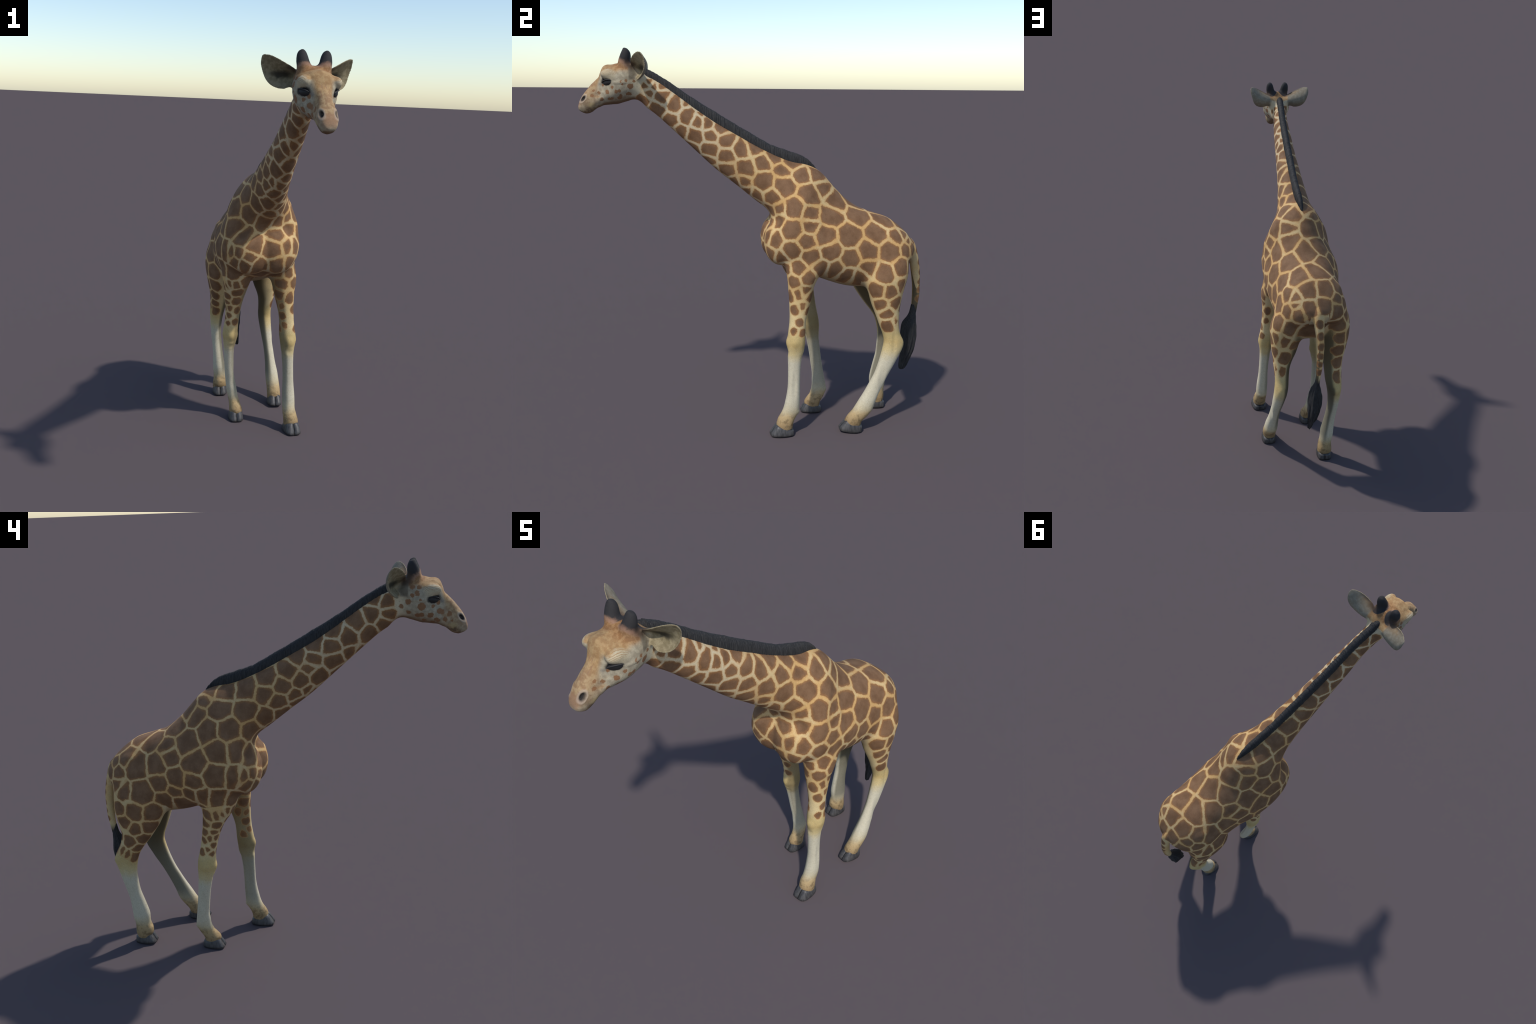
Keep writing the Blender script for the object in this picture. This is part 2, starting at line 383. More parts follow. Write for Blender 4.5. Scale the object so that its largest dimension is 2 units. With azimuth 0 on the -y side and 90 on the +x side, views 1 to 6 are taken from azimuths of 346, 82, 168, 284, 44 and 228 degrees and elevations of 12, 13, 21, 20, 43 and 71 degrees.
SPOTS_TORSO = [
    (.136, .244, 1.286), (.162, .162, 1.220), (.103, .087, 1.204), (.107, .095, 1.151), (.165, .241, 1.191), (.180, .239, 1.135),
    (.056, .296, 1.374), (.082, .324, 1.314), (.088, .384, 1.245), (.141, .355, 1.179), (.186, .146, 1.117), (.141, .059, 1.057),
    (.196, .219, 1.055), (.190, .317, 1.080), (.203, .343, 1.000), (.177, .451, 1.080), (.157, .589, 1.084), (.153, .706, 1.062),
    (.188, .145, 1.009), (.196, .244, .974), (.196, .453, .958), (.191, .542, 1.001), (.190, .665, .995), (.125, .778, 1.033),
    (.161, .757, .992), (.147, .096, .961), (.190, .177, .915), (.187, .298, .917), (.186, .374, .906), (.191, .543, .906),
    (.207, .724, .910), (.115, .042, .977), (-.058, .269, 1.405), (-.135, .200, 1.342), (-.116, .324, 1.298), (-.064, .371, 1.318),
    (-.172, .255, 1.241), (-.170, .151, 1.249), (-.172, .363, 1.181), (-.207, .205, 1.153), (-.178, .113, 1.157), (-.133, .066, 1.108),
    (-.185, .449, 1.120), (-.171, .634, 1.044), (-.182, .525, 1.058), (-.220, .310, 1.097), (-.230, .217, 1.043), (-.214, .124, 1.031),
    (-.163, .739, 1.009), (-.118, .771, 1.046), (-.196, .509, .974), (-.216, .421, 1.007), (-.232, .323, .997), (-.158, .043, 1.030),
    (-.168, .068, .981), (-.198, .709, .921), (-.196, .605, .915), (-.204, .430, .933), (-.216, .345, .934), (-.214, .287, .929),
    (-.205, .216, .916), (-.002, .495, 1.221), (.107, .508, 1.167), (-.093, .442, 1.236), (-.085, .291, 1.372), (.084, .649, 1.143),
    (-.033, .627, 1.162), (-.088, .561, 1.169), (-.161, .466, 1.152), (.120, .754, 1.065), (.046, .746, 1.103), (-.049, .750, 1.099),
    (.115, .807, .995), (.047, .820, 1.027), (-.027, .815, 1.036), (-.138, .701, 1.079), (-.113, .803, 1.000), (-.180, .739, .941),
    (.048, .056, 1.193), (-.084, .025, 1.077), (.046, .056, 1.124), (-.196, .089, 1.027), (-.109, .020, 1.015), (.015, .030, 1.049),
    (.103, .033, 1.069), (-.130, .039, .968), (-.040, .051, .959), (.042, .033, .967), (-.021, .116, .904), (.067, .130, .900),
    (.139, .127, .905),
]
SPOTS_FORE = [
    (.186, .155, .845), (.202, .229, .863), (.193, .179, .780), (.195, .221, .796), (.178, .248, .761), (.186, .163, .691),
    (.192, .208, .704), (.197, .190, .624), (.198, .159, .579), (.199, .205, .571), (.159, .142, .759), (-.180, .411, .873),
    (-.168, .148, .897), (-.189, .224, .815), (-.181, .284, .807), (-.171, .176, .832), (-.173, .234, .751), (-.168, .248, .719),
    (-.167, .279, .677), (-.147, .245, .680), (-.153, .263, .636), (-.163, .294, .611), (-.154, .274, .587), (-.159, .323, .598),
    (-.161, .310, .666), (-.171, .298, .772), (-.166, .303, .711), (.097, .158, .776), (.110, .161, .711), (.101, .188, .714),
    (.122, .160, .656), (.130, .152, .599), (.120, .174, .583), (.183, .229, .689), (.101, .141, .840), (-.141, .160, .829),
    (-.075, .161, .849), (-.184, .201, .820), (-.122, .187, .783), (-.118, .221, .726), (-.109, .245, .668), (-.112, .262, .596),
]
SPOTS_HIND = [
    (.175, .445, .871), (.220, .628, .878), (.210, .589, .786), (.229, .663, .780), (.209, .734, .817), (.217, .697, .720),
    (.212, .616, .711), (.173, .506, .861), (.215, .651, .662), (.210, .665, .596), (.204, .711, .613), (-.181, .490, .882),
    (-.213, .651, .815), (-.193, .559, .806), (-.196, .740, .819), (-.195, .718, .756), (-.192, .659, .710), (-.178, .587, .724),
    (-.173, .707, .632), (-.168, .633, .653), (-.156, .673, .589), (-.163, .731, .553), (-.148, .699, .539), (-.159, .764, .574),
    (.143, .780, .889), (.073, .754, .862), (-.116, .784, .895), (-.127, .786, .822), (.179, .757, .811), (.095, .740, .783),
    (.162, .737, .693), (.185, .728, .611), (-.120, .778, .738), (-.127, .765, .664), (-.132, .785, .583),
]
SPOTS_TAIL = [
    (.010, .869, .954), (.005, .886, .892), (.005, .895, .834), (.009, .896, .778), (.012, .895, .728), (.012, .893, .683),
]
SPOTS_FACE = [
    (.025, -.644, 1.818, .017), (.021, -.627, 1.844, .008), (.035, -.664, 1.844, .007), (.039, -.689, 1.840, .006), (.037, -.681, 1.827, .006), (.032, -.731, 1.812, .008),
    (.016, -.758, 1.790, .012), (.031, -.713, 1.791, .010), (.032, -.698, 1.796, .010), (.014, -.658, 1.783, .010), (.009, -.646, 1.781, .009), (.016, -.691, 1.773, .009),
    (.008, -.698, 1.763, .013), (.004, -.748, 1.756, .010), (.008, -.735, 1.759, .010), (-.003, -.786, 1.754, .011), (.001, -.778, 1.822, .007), (-.005, -.800, 1.786, .009),
    (-.012, -.826, 1.794, .007), (-.009, -.833, 1.773, .009), (-.130, -.689, 1.864, .013), (-.129, -.669, 1.856, .009), (-.124, -.652, 1.829, .015), (-.108, -.624, 1.809, .012),
    (-.107, -.655, 1.783, .012), (-.130, -.709, 1.809, .020), (-.134, -.702, 1.838, .006), (-.111, -.756, 1.807, .010), (-.096, -.776, 1.821, .010), (-.096, -.784, 1.785, .013),
    (-.092, -.794, 1.782, .012), (-.086, -.825, 1.773, .012), (-.109, -.694, 1.771, .013), (-.113, -.710, 1.772, .013), (-.108, -.748, 1.769, .015), (-.089, -.770, 1.751, .010),
    (-.083, -.781, 1.744, .009), (-.089, -.809, 1.750, .011), (-.087, -.839, 1.745, .005), (-.090, -.721, 1.748, .010), (-.121, -.668, 1.887, .013), (-.123, -.695, 1.887, .011),
    (-.077, -.758, 1.738, .011),
]

def with_radii(spots, lo, hi):
    """give every patch a size from the distance to its neighbours"""
    P = np.array([p[:3] for p in spots])
    out = []
    for i, p in enumerate(spots):
        if len(p) == 4:
            out.append(tuple(p)); continue
        d = np.sort(np.linalg.norm(P - P[i], axis=1))[1:5]
        r = .5 * d.mean()
        if p[1] < .42 and p[2] < .80:
            r *= .62 + .38 * max(0, min(1, (p[2] - .62) / .18))      # small lone spots above the knee
        out.append((*p, float(np.clip(r, lo, hi))))
    return out

ALL_SPOTS = with_radii(SPOTS_NECK + SPOTS_TORSO + SPOTS_FORE + SPOTS_HIND, .014, .055) + [(p[0] - .003, p[1] + .004, p[2], .021) for p in SPOTS_TAIL]

# ------------------------------------------------------------------ materials
class Net:
    """small helper to write node trees as formulas"""
    def __init__(self, name):
        self.mat = bpy.data.materials.new(name)
        self.mat.use_nodes = True
        self.nt = self.mat.node_tree
        self.bsdf = self.nt.nodes['Principled BSDF']
        self.n = 0
        tc = self.node('ShaderNodeTexCoord')
        self.P = tc.outputs['Object']
        ge = self.node('ShaderNodeNewGeometry')
        self.N = ge.outputs['Normal']
    def node(self, kind):
        nd = self.nt.nodes.new(kind)
        nd.location = (self.n % 40 * 180, -(self.n // 40) * 220); self.n += 1
        return nd
    def put(self, sock, v):
        if isinstance(v, bpy.types.NodeSocket):
            self.nt.links.new(v, sock)
        else:
            sock.default_value = v
    def m(self, op, a, b=0.0, clamp=False):
        nd = self.node('ShaderNodeMath'); nd.operation = op; nd.use_clamp = clamp
        self.put(nd.inputs[0], a); self.put(nd.inputs[1], b)
        return nd.outputs[0]
    def v(self, op, a, b=(0, 0, 0)):
        nd = self.node('ShaderNodeVectorMath'); nd.operation = op
        self.put(nd.inputs[0], a)
        if op == 'SCALE': self.put(nd.inputs['Scale'], b)
        else: self.put(nd.inputs[1], b)
        return nd.outputs['Value'] if op in ('DISTANCE', 'LENGTH', 'DOT_PRODUCT') else nd.outputs[0]
    def step(self, x, a, b):
        """smooth 0..1 from a to b"""
        nd = self.node('ShaderNodeMapRange'); nd.interpolation_type = 'SMOOTHSTEP'
        self.put(nd.inputs[0], x)
        if a < b:
            ins = (a, b, 0., 1.)
        else:
            ins = (b, a, 1., 0.)
        for k, q in enumerate(ins): nd.inputs[k + 1].default_value = q
        return nd.outputs[0]
    def mix(self, f, a, b, mode='MIX'):
        nd = self.node('ShaderNodeMix'); nd.data_type = 'RGBA'; nd.blend_type = mode
        self.put(nd.inputs[0], f)
        for sock, c in ((nd.inputs[6], a), (nd.inputs[7], b)):
            self.put(sock, c if isinstance(c, bpy.types.NodeSocket) else (*c, 1))
        return nd.outputs[2]
    def noise(self, vec, scale, detail=2., rough=.5, color=False):
        nd = self.node('ShaderNodeTexNoise')
        self.put(nd.inputs['Vector'], vec); nd.inputs['Scale'].default_value = scale
        nd.inputs['Detail'].default_value = detail; nd.inputs['Roughness'].default_value = rough
        return nd.outputs['Color'] if color else nd.outputs['Fac']
    def ramp(self, x, stops, interp='LINEAR'):
        nd = self.node('ShaderNodeValToRGB'); cr = nd.color_ramp; cr.interpolation = interp
        while len(cr.elements) < len(stops): cr.elements.new(.5)
        for e, (p, c) in zip(cr.elements, stops):
            e.position = p; e.color = (*c, 1)
        self.put(nd.inputs[0], x)
        return nd.outputs[0]
    def blob(self, P, c, r, inner=0., outer=1.):
        d = self.v('LENGTH', self.v('DIVIDE', self.v('SUBTRACT', P, c), r))
        return self.step(d, outer, inner)
    def bump(self, h, dist, strength=1.):
        nd = self.node('ShaderNodeBump'); nd.inputs['Distance'].default_value = dist
        nd.inputs['Strength'].default_value = strength
        self.put(nd.inputs['Height'], h)
        self.put(self.bsdf.inputs['Normal'], nd.outputs[0])

BROWN = (.148, .076, .036)
BROWN_LIGHT = (.205, .113, .058)
RUST = (.30, .135, .045)
CREAM = (.56, .405, .20)
PALE = (.55, .47, .32)
WHITE = (.52, .465, .34)

def fur(net, col, amount=.3):
    """short hair: fine mottling of the colour and a faint bump"""
    a = net.noise(net.P, 260, 3, .65)
    b = net.noise(net.v('MULTIPLY', net.P, (1, 1, .35)), 480, 2, .6)
    t = net.m('ADD', net.m('MULTIPLY', a, .6), net.m('MULTIPLY', b, .4))
    k = net.m('ADD', net.m('MULTIPLY', net.m('SUBTRACT', t, .5), amount * 3), 1.)
    c2 = net.node('ShaderNodeCombineColor')
    for q in range(3): net.put(c2.inputs[q], k)
    out = net.mix(1., col, c2.outputs[0], 'MULTIPLY')
    net.bump(t, .0012, .6)
    net.bsdf.inputs['Roughness'].default_value = .8
    net.bsdf.inputs['Specular IOR Level'].default_value = .25
    return out

def ground_coat(net):
    """colour of the coat between the patches, by place on the body"""
    P = net.P
    sep = net.node('ShaderNodeSeparateXYZ'); net.put(sep.inputs[0], P)
    x, y, z = sep.outputs
    sn = net.node('ShaderNodeSeparateXYZ'); net.put(sn.inputs[0], net.N)
    big = net.noise(P, 9, 3, .6)
    mid = net.noise(P, 40, 3, .6)
    zz = net.m('ADD', z, net.m('MULTIPLY', net.m('SUBTRACT', mid, .5), .05))
    leg = net.ramp(zz, [(0, (.24, .17, .09)), (.06, (.30, .20, .095)), (.105, (.42, .30, .15)), (.135, (.50, .42, .27)), (.18, WHITE), (.40, WHITE),
                        (.455, (.54, .42, .21)), (.50, (.49, .35, .145)), (.545, (.50, .37, .16)), (.60, (.60, .46, .24)), (.75, (.60, .44, .21))])
    leg = net.mix(net.m('MULTIPLY', net.step(z, .16, .07), net.m('MULTIPLY', net.step(mid, .46, .62), .75)), leg, (.15, .095, .045))
    leg = net.mix(net.m('MULTIPLY', net.step(net.noise(P, 70, 4, .7), .5, .68), .25), leg, (.30, .24, .15))
    body = net.mix(net.step(big, .40, .62), CREAM, (.55, .335, .13))
    # paler on the neck and low on the flanks
    pale = net.m('MAXIMUM', net.step(y, .0, -.35), net.step(net.m('ADD', sn.outputs[2], net.m('MULTIPLY', big, .5)), .2, -.5))
    body = net.mix(net.m('MULTIPLY', pale, .8), body, PALE)
    col = net.mix(net.step(z, .62, .95), leg, body)
    col = net.mix(net.m('MULTIPLY', net.blob(P, (HX, -.615, 1.925), (.075, .085, .06), .5, 1.), .85), col, net.mix(net.step(mid, .42, .6), (.22, .105, .04), (.30, .165, .07)))
    # shading on the legs' insides and belly, baked in as a darker coat colour
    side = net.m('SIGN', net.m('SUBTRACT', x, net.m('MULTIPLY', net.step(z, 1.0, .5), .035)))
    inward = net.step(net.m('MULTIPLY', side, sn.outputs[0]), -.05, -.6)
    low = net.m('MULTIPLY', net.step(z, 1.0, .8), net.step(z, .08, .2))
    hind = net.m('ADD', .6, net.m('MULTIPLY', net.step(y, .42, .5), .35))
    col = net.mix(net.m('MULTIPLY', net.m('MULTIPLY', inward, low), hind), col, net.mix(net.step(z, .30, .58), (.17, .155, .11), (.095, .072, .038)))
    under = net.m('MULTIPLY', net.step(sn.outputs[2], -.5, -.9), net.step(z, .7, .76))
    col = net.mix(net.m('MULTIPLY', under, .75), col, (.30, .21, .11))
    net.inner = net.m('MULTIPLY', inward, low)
    return col, big, mid, z

def patch_field(net, spots, line, limit=.008):
    """distance inside the nearest patch: cells around each centre with a gap between neighbours"""
    w1 = net.v('SCALE', net.v('SUBTRACT', net.noise(net.P, 22, 3, .6, True), (.5, .5, .5)), .022)
    w2 = net.v('SCALE', net.v('SUBTRACT', net.noise(net.P, 140, 2, .6, True), (.5, .5, .5)), .006)
    Q = net.v('ADD', net.v('ADD', net.P, w1), w2)
    f1, f2 = 9., 9.
    for s in spots:
        d = net.m('SUBTRACT', net.v('DISTANCE', Q, s[:3]), s[3])
        f2 = net.m('MINIMUM', f2, net.m('MAXIMUM', f1, d))
        f1 = net.m('MINIMUM', f1, d)
    sx = net.node('ShaderNodeSeparateXYZ'); net.put(sx.inputs[0], net.P)
    half = net.m('ADD', line, net.m('MULTIPLY', net.step(sx.outputs[0], -.06, .04), .0022))   # wider pale lines on the left side
    gap = net.m('SUBTRACT', net.m('MULTIPLY', net.m('SUBTRACT', f2, f1), .5), half)
    lim = net.m('SUBTRACT', net.m('SUBTRACT', limit, net.m('MULTIPLY', net.step(sx.outputs[1], -.48, -.565), limit - .003)), f1)
    return net.m('MINIMUM', gap, lim)

def brown_over(net, col, e, big, mid):
    fleck = net.noise(net.P, 18, 4, .6)
    brown = net.mix(net.step(fleck, .3, .7), BROWN, BROWN_LIGHT)
    inside = net.step(e, .002, .012)
    brown = net.mix(net.m('MULTIPLY', inside, 1.), net.mix(.55, brown, RUST), brown)
    halo = net.step(e, -.0075, -.0005)
    col = net.mix(net.m('MULTIPLY', halo, .55), col, (.45, .24, .085))
    return net.mix(net.step(e, -.0012, .0016), col, brown)

def near_spots(V, reach):
    V = V[::7]
    return [s for s in ALL_SPOTS if np.min(np.sum((V - np.array(s[:3])) ** 2, axis=1)) < reach ** 2]

def coat_material(name, V, line=.0056, limit=.02):
    net = Net(name)
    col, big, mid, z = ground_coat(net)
    e = patch_field(net, near_spots(V, .10), line, limit)
    if 'hind' in name:          # the insides of the hind legs are all but plain
        e = net.m('SUBTRACT', e, net.m('MULTIPLY', net.inner, .016))
    col = brown_over(net, col, e, big, mid)
    if name.startswith('tail'):
        col = net.mix(net.step(z, .655, .60), col, (.02, .02, .02))
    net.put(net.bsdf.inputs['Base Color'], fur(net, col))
    return net.mat

def face_material(V):
    net = Net('head_coat')
    P = net.P
    sep = net.node('ShaderNodeSeparateXYZ'); net.put(sep.inputs[0], P)
    x, y, z = sep.outputs
    sn = net.node('ShaderNodeSeparateXYZ'); net.put(sn.inputs[0], net.N)
    ax = net.m('ABSOLUTE', net.m('SUBTRACT', x, HX))
    cx = net.node('ShaderNodeCombineXYZ')
    net.put(cx.inputs[0], ax); net.put(cx.inputs[1], y); net.put(cx.inputs[2], z)
    big = net.noise(P, 14, 3, .6); mid = net.noise(P, 60, 3, .6)
    wob = net.v('SCALE', net.v('SUBTRACT', net.noise(P, 45, 3, .6, True), (.5, .5, .5)), .022)
    M = net.v('ADD', cx.outputs[0], wob)          # mirrored position, slightly wobbled
    face = net.mix(net.step(mid, .35, .65), (.29, .245, .17), (.40, .345, .245))
    # neck end: joins the neck's pale coat
    tan = (.30, .165, .065)
    topness = net.m('MAXIMUM', net.step(sn.outputs[2], .25, .75), net.step(net.m('ADD', sn.outputs[2], net.m('MULTIPLY', ax, -9.)), -.35, .1))
    up = net.m('MULTIPLY', topness, net.step(z, 1.72, 1.76))
    col = net.mix(net.m('MULTIPLY', up, .9), face, net.mix(net.step(mid, .4, .62), tan, (.38, .235, .10)))
    col = net.mix(net.m('MULTIPLY', net.blob(M, (.03, -.665, 1.937), (.10, .075, .070), .65, 1.), .9), col, net.mix(net.step(mid, .42, .6), (.22, .105, .04), (.30, .165, .07)))
    col = net.mix(net.m('MULTIPLY', net.blob(M, (0, -.862, 1.775), (.10, .10, .10), .45, 1.), .8), col, net.mix(net.step(mid, .4, .62), (.26, .155, .08), (.36, .25, .135)))
    col = net.mix(net.m('MULTIPLY', net.step(y, -.665, -.605), net.step(z, 1.90, 1.86)), col, PALE)
    # stripes along the bridge of the nose
    st = net.noise(net.v('MULTIPLY', cx.outputs[0], (9, 1, 1)), 16, 2, .5)
    bridge = net.blob(M, (0, -.83, 1.83), (.035, .07, .06), .5, 1.)
    col = net.mix(net.m('MULTIPLY', bridge, net.step(st, .45, .62)), col, (.235, .13, .075))
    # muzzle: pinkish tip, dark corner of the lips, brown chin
    col = net.mix(net.m('MULTIPLY', net.blob(M, (0, -.898, 1.735), (.05, .028, .042), .4, 1.), .75), col, (.27, .15, .085))
    col = net.mix(net.m('MULTIPLY', net.blob(M, (.0, -.845, 1.698), (.065, .048, .030), .6, 1.), .85), col, net.mix(net.step(mid, .4, .6), (.10, .058, .032), (.24, .15, .075)))
    col = net.mix(net.m('MULTIPLY', net.blob(M, (.033, -.84, 1.725), (.02, .028, .018), .3, 1.), .6), col, (.38, .28, .125))
    # darker brown on the underside of the jaw, on the faces that look down
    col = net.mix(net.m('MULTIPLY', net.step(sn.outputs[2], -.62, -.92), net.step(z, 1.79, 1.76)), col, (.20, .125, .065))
    # eyelid: pale with fine creases over it
    lid = net.blob(M, (.084, -.752, 1.876), (.040, .050, .034), .5, 1.)
    crease = net.m('SINE', net.m('MULTIPLY', net.m('ADD', net.v('LENGTH', net.v('SUBTRACT', cx.outputs[0], (.075, -.752, 1.835))), net.m('MULTIPLY', mid, .006)), 1150.))
    col = net.mix(lid, col, net.mix(net.m('MULTIPLY', net.step(crease, .2, .9), net.step(z, 1.866, 1.880)), (.46, .385, .255), (.34, .22, .11)))
    # dark rim of the eye, and the tear line running forward
    eye = net.blob(M, (.064, -.758, 1.839), (.038, .040, .0215), .6, 1.)
    col = net.mix(eye, col, (.018, .017, .018))
    col = net.mix(net.m('MULTIPLY', net.blob(M, (.042, -.787, 1.828), (.012, .02, .012), .1, 1.), .55), col, (.12, .10, .10))
    # nostril, with a pale rim
    d = net.v('SUBTRACT', net.v('ADD', cx.outputs[0], net.v('SCALE', wob, .2)), (.033, -.877, 1.757))
    a = net.m('DIVIDE', net.v('DOT_PRODUCT', d, (0, .62, .78)), .0195)
    b = net.m('DIVIDE', net.v('DOT_PRODUCT', d, (0, -.78, .62)), .0095)
    q = net.m('SQRT', net.m('ADD', net.m('MULTIPLY', a, a), net.m('MULTIPLY', b, b)))
    out = net.step(ax, .012, .022)
    col = net.mix(net.m('MULTIPLY', net.m('MULTIPLY', net.step(q, 1.6, 1.15), out), .45), col, (.42, .35, .28))
    col = net.mix(net.m('MULTIPLY', net.step(q, 1.2, .55), out), col, (.022, .018, .016))
    # fine brown speckles and smudges
    sp = net.noise(P, 120, 3, .7)
    col = net.mix(net.m('MULTIPLY', net.step(sp, .56, .70), .35), col, (.20, .12, .065))
    col = net.mix(net.m('MULTIPLY', net.m('MULTIPLY', net.blob(M, (.058, -.775, 1.822), (.03, .04, .03), .3, 1.), net.step(big, .4, .6)), .45), col, (.16, .13, .11))
    # cheek spots
    f = 9.
    Q = net.v('ADD', P, net.v('SCALE', net.v('SUBTRACT', net.noise(P, 90, 2, .6, True), (.5, .5, .5)), .016))
    for s in SPOTS_FACE:
        f = net.m('MINIMUM', f, net.m('SUBTRACT', net.v('DISTANCE', Q, s[:3]), s[3] * .82))
    col = net.mix(net.m('MULTIPLY', net.step(f, .0030, -.0008), .92), col, (.225, .105, .046))
    # patches that run over from the neck
    e = patch_field(net, [s for s in near_spots(V, .06) ], .0062)
    col = brown_over(net, col, e, big, mid)
    # horns: black hair, greyish pink at the foot
    hornz = net.m('ADD', net.m('ADD', z, .016), net.m('MULTIPLY', net.m('SUBTRACT', mid, .5), .03))
    hornz = net.m('ADD', hornz, net.m('MULTIPLY', net.m('ADD', y, .668), .7))
    nearhorn = net.m('MULTIPLY', net.blob(cx.outputs[0], (.045, -.664, 1.95), (.042, .055, .09), .9, 1.), 1.)
    col = net.mix(net.m('MULTIPLY', nearhorn, net.m('MULTIPLY', net.step(hornz, 1.925, 1.943), .6)), col, (.27, .16, .12))
    col = net.mix(net.m('MULTIPLY', nearhorn, net.step(hornz, 1.940, 1.962)), col, (.028, .026, .026))
    # ears: olive inside, grey-white behind, tan along the top rim
    onear = net.step(net.m('SUBTRACT', ax, net.m('MULTIPLY', net.step(z, 1.92, 1.935), .022)), .052, .066)
    onear = net.m('MULTIPLY', onear, net.m('MULTIPLY', net.step(y, -.655, -.646), net.step(net.m('ADD', z, net.m('MULTIPLY', ax, .25)), 1.862, 1.876)))
    front = net.step(sn.outputs[1], .15, -.15)
    inner = net.mix(net.blob(M, (.105, -.575, 1.905), (.075, .06, .026), .25, 1.), net.mix(net.step(mid, .35, .65), (.20, .16, .09), (.29, .24, .145)), (.045, .038, .025))
    back = net.mix(net.m('MULTIPLY', net.step(net.m('ADD', z, net.m('MULTIPLY', ax, -.30)), 1.890, 1.925), net.step(net.m('ADD', ax, net.m('MULTIPLY', mid, .06)), .185, .12)), net.mix(net.step(mid, .35, .7), (.185, .155, .11), (.235, .205, .15)), (.26, .15, .06))
    back = net.mix(net.m('MULTIPLY', net.step(net.m('ADD', y, net.m('MULTIPLY', ax, -.28)), -.648, -.662), net.m('MULTIPLY', net.step(ax, .085, .10), .8)), back, (.05, .045, .04))
    ear = net.mix(front, back, inner)
    ear = net.mix(net.m('MULTIPLY', net.m('MULTIPLY', net.step(sn.outputs[1], -.5, .0), front), .7), ear, (.36, .29, .18))
    col = net.mix(onear, col, ear)
    root = net.blob(M, (.074, -.640, 1.922), (.052, .040, .040), .3, 1.)
    col = net.mix(net.m('MULTIPLY', root, .85), col, (.07, .042, .027))
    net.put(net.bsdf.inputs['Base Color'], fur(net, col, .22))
    return net.mat

def hair_material(name):
    net = Net(name)
    n = net.noise(net.v('MULTIPLY', net.P, (1, 1, .12)), 320, 3, .6)
    col = net.mix(net.step(n, .3, .7), (.014, .014, .0145), (.040, .038, .037))
    net.put(net.bsdf.inputs['Base Color'], col)
    net.bsdf.inputs['Roughness'].default_value = .75
    net.bsdf.inputs['Specular IOR Level'].default_value = .3
    net.bump(n, .002, .7)
    return net.mat

def hoof_material():
    net = Net('hoof_horn')
    n = net.noise(net.v('MULTIPLY', net.P, (1, 1, .25)), 90, 4, .6)
    col = net.mix(net.step(n, .3, .7), (.026, .024, .024), (.072, .066, .063))
    sep = net.node('ShaderNodeSeparateXYZ'); net.put(sep.inputs[0], net.P)
    col = net.mix(net.step(sep.outputs[2], .012, .0), col, (.03, .027, .026))
    net.put(net.bsdf.inputs['Base Color'], col)
    net.bsdf.inputs['Roughness'].default_value = .5
    net.bump(n, .0015, .5)
    return net.mat

def plain(name, col, rough):
    net = Net(name)
    n = net.noise(net.P, 200, 2, .5)
    net.put(net.bsdf.inputs['Base Color'], net.mix(n, tuple(c * .8 for c in col), tuple(min(1, c * 1.2) for c in col)))
    net.bsdf.inputs['Roughness'].default_value = rough
    return net.mat

# ------------------------------------------------------------------ parts
def leg_box(leg, P):
    """which points lie in the leg, by its own stations"""
    R = np.array(LEGS[leg])
    f, b, x0, x1 = [np.interp(P[:, 2], R[:, 0], R[:, k]) for k in (1, 2, 3, 4)]
    u = (P[:, 0] - (x0 + x1) / 2) / ((x1 - x0) / 2 + .012)
    v = (P[:, 1] - (f + b) / 2) / ((b - f) / 2 + .012)
    return (u * u + v * v < 1.25)

def regions(C):
    """name of the body part for face centres C"""
    x, y, z = C.T
    ax = np.abs(x - HX)
    lab = np.full(len(C), 'torso', dtype='U16')
    lab[(z > 1.17) & (-.238 * (y - .045) + .205 * (z - 1.188) > 0)] = 'neck'
    lab[(y < -.60 + (z - 1.80) * .15)] = 'head'
    side = np.where(x > HX, 'L', 'R')
    ear = ((ax > .079) | ((ax > .051) & (y > -.607) & (z > 1.845))) & (y > -.652) & (y < -.50) & (z > 1.835)
    lab[ear] = np.char.add('ear', side[ear])
    horn = (z > 1.948) & (ax > .012) & (ax < .08) & (np.abs(y + .665) < .045)
    lab[horn] = np.char.add('horn', side[horn])
    for leg in LEGS:
        top = .86 if leg[1] == 'F' else .88
        cut = top + (y - (.25 if leg[1] == 'F' else .66)) * (-.25 if leg[1] == 'F' else .25)
        own = (z < cut) & leg_box(leg, C) & ((x > 0.03) if leg[0] == 'L' else (x < 0.03))
        lab[own] = leg
    lab[z < .70] = np.where(lab[z < .70] == 'torso', 'stray', lab[z < .70])
    tail = (np.abs(x) < .05) & (y > .80) & (z < 1.0) & (y > .80 + np.clip(.05 - np.abs(z - .9), 0, .0))
    lab[tail] = 'tail'
    st = np.where(lab == 'stray')[0]
    for i in st:
        lab[i] = ('L' if x[i] > .035 else 'R') + ('F' if y[i] < (.42 if z[i] > .2 else .40) else 'H')
    return lab

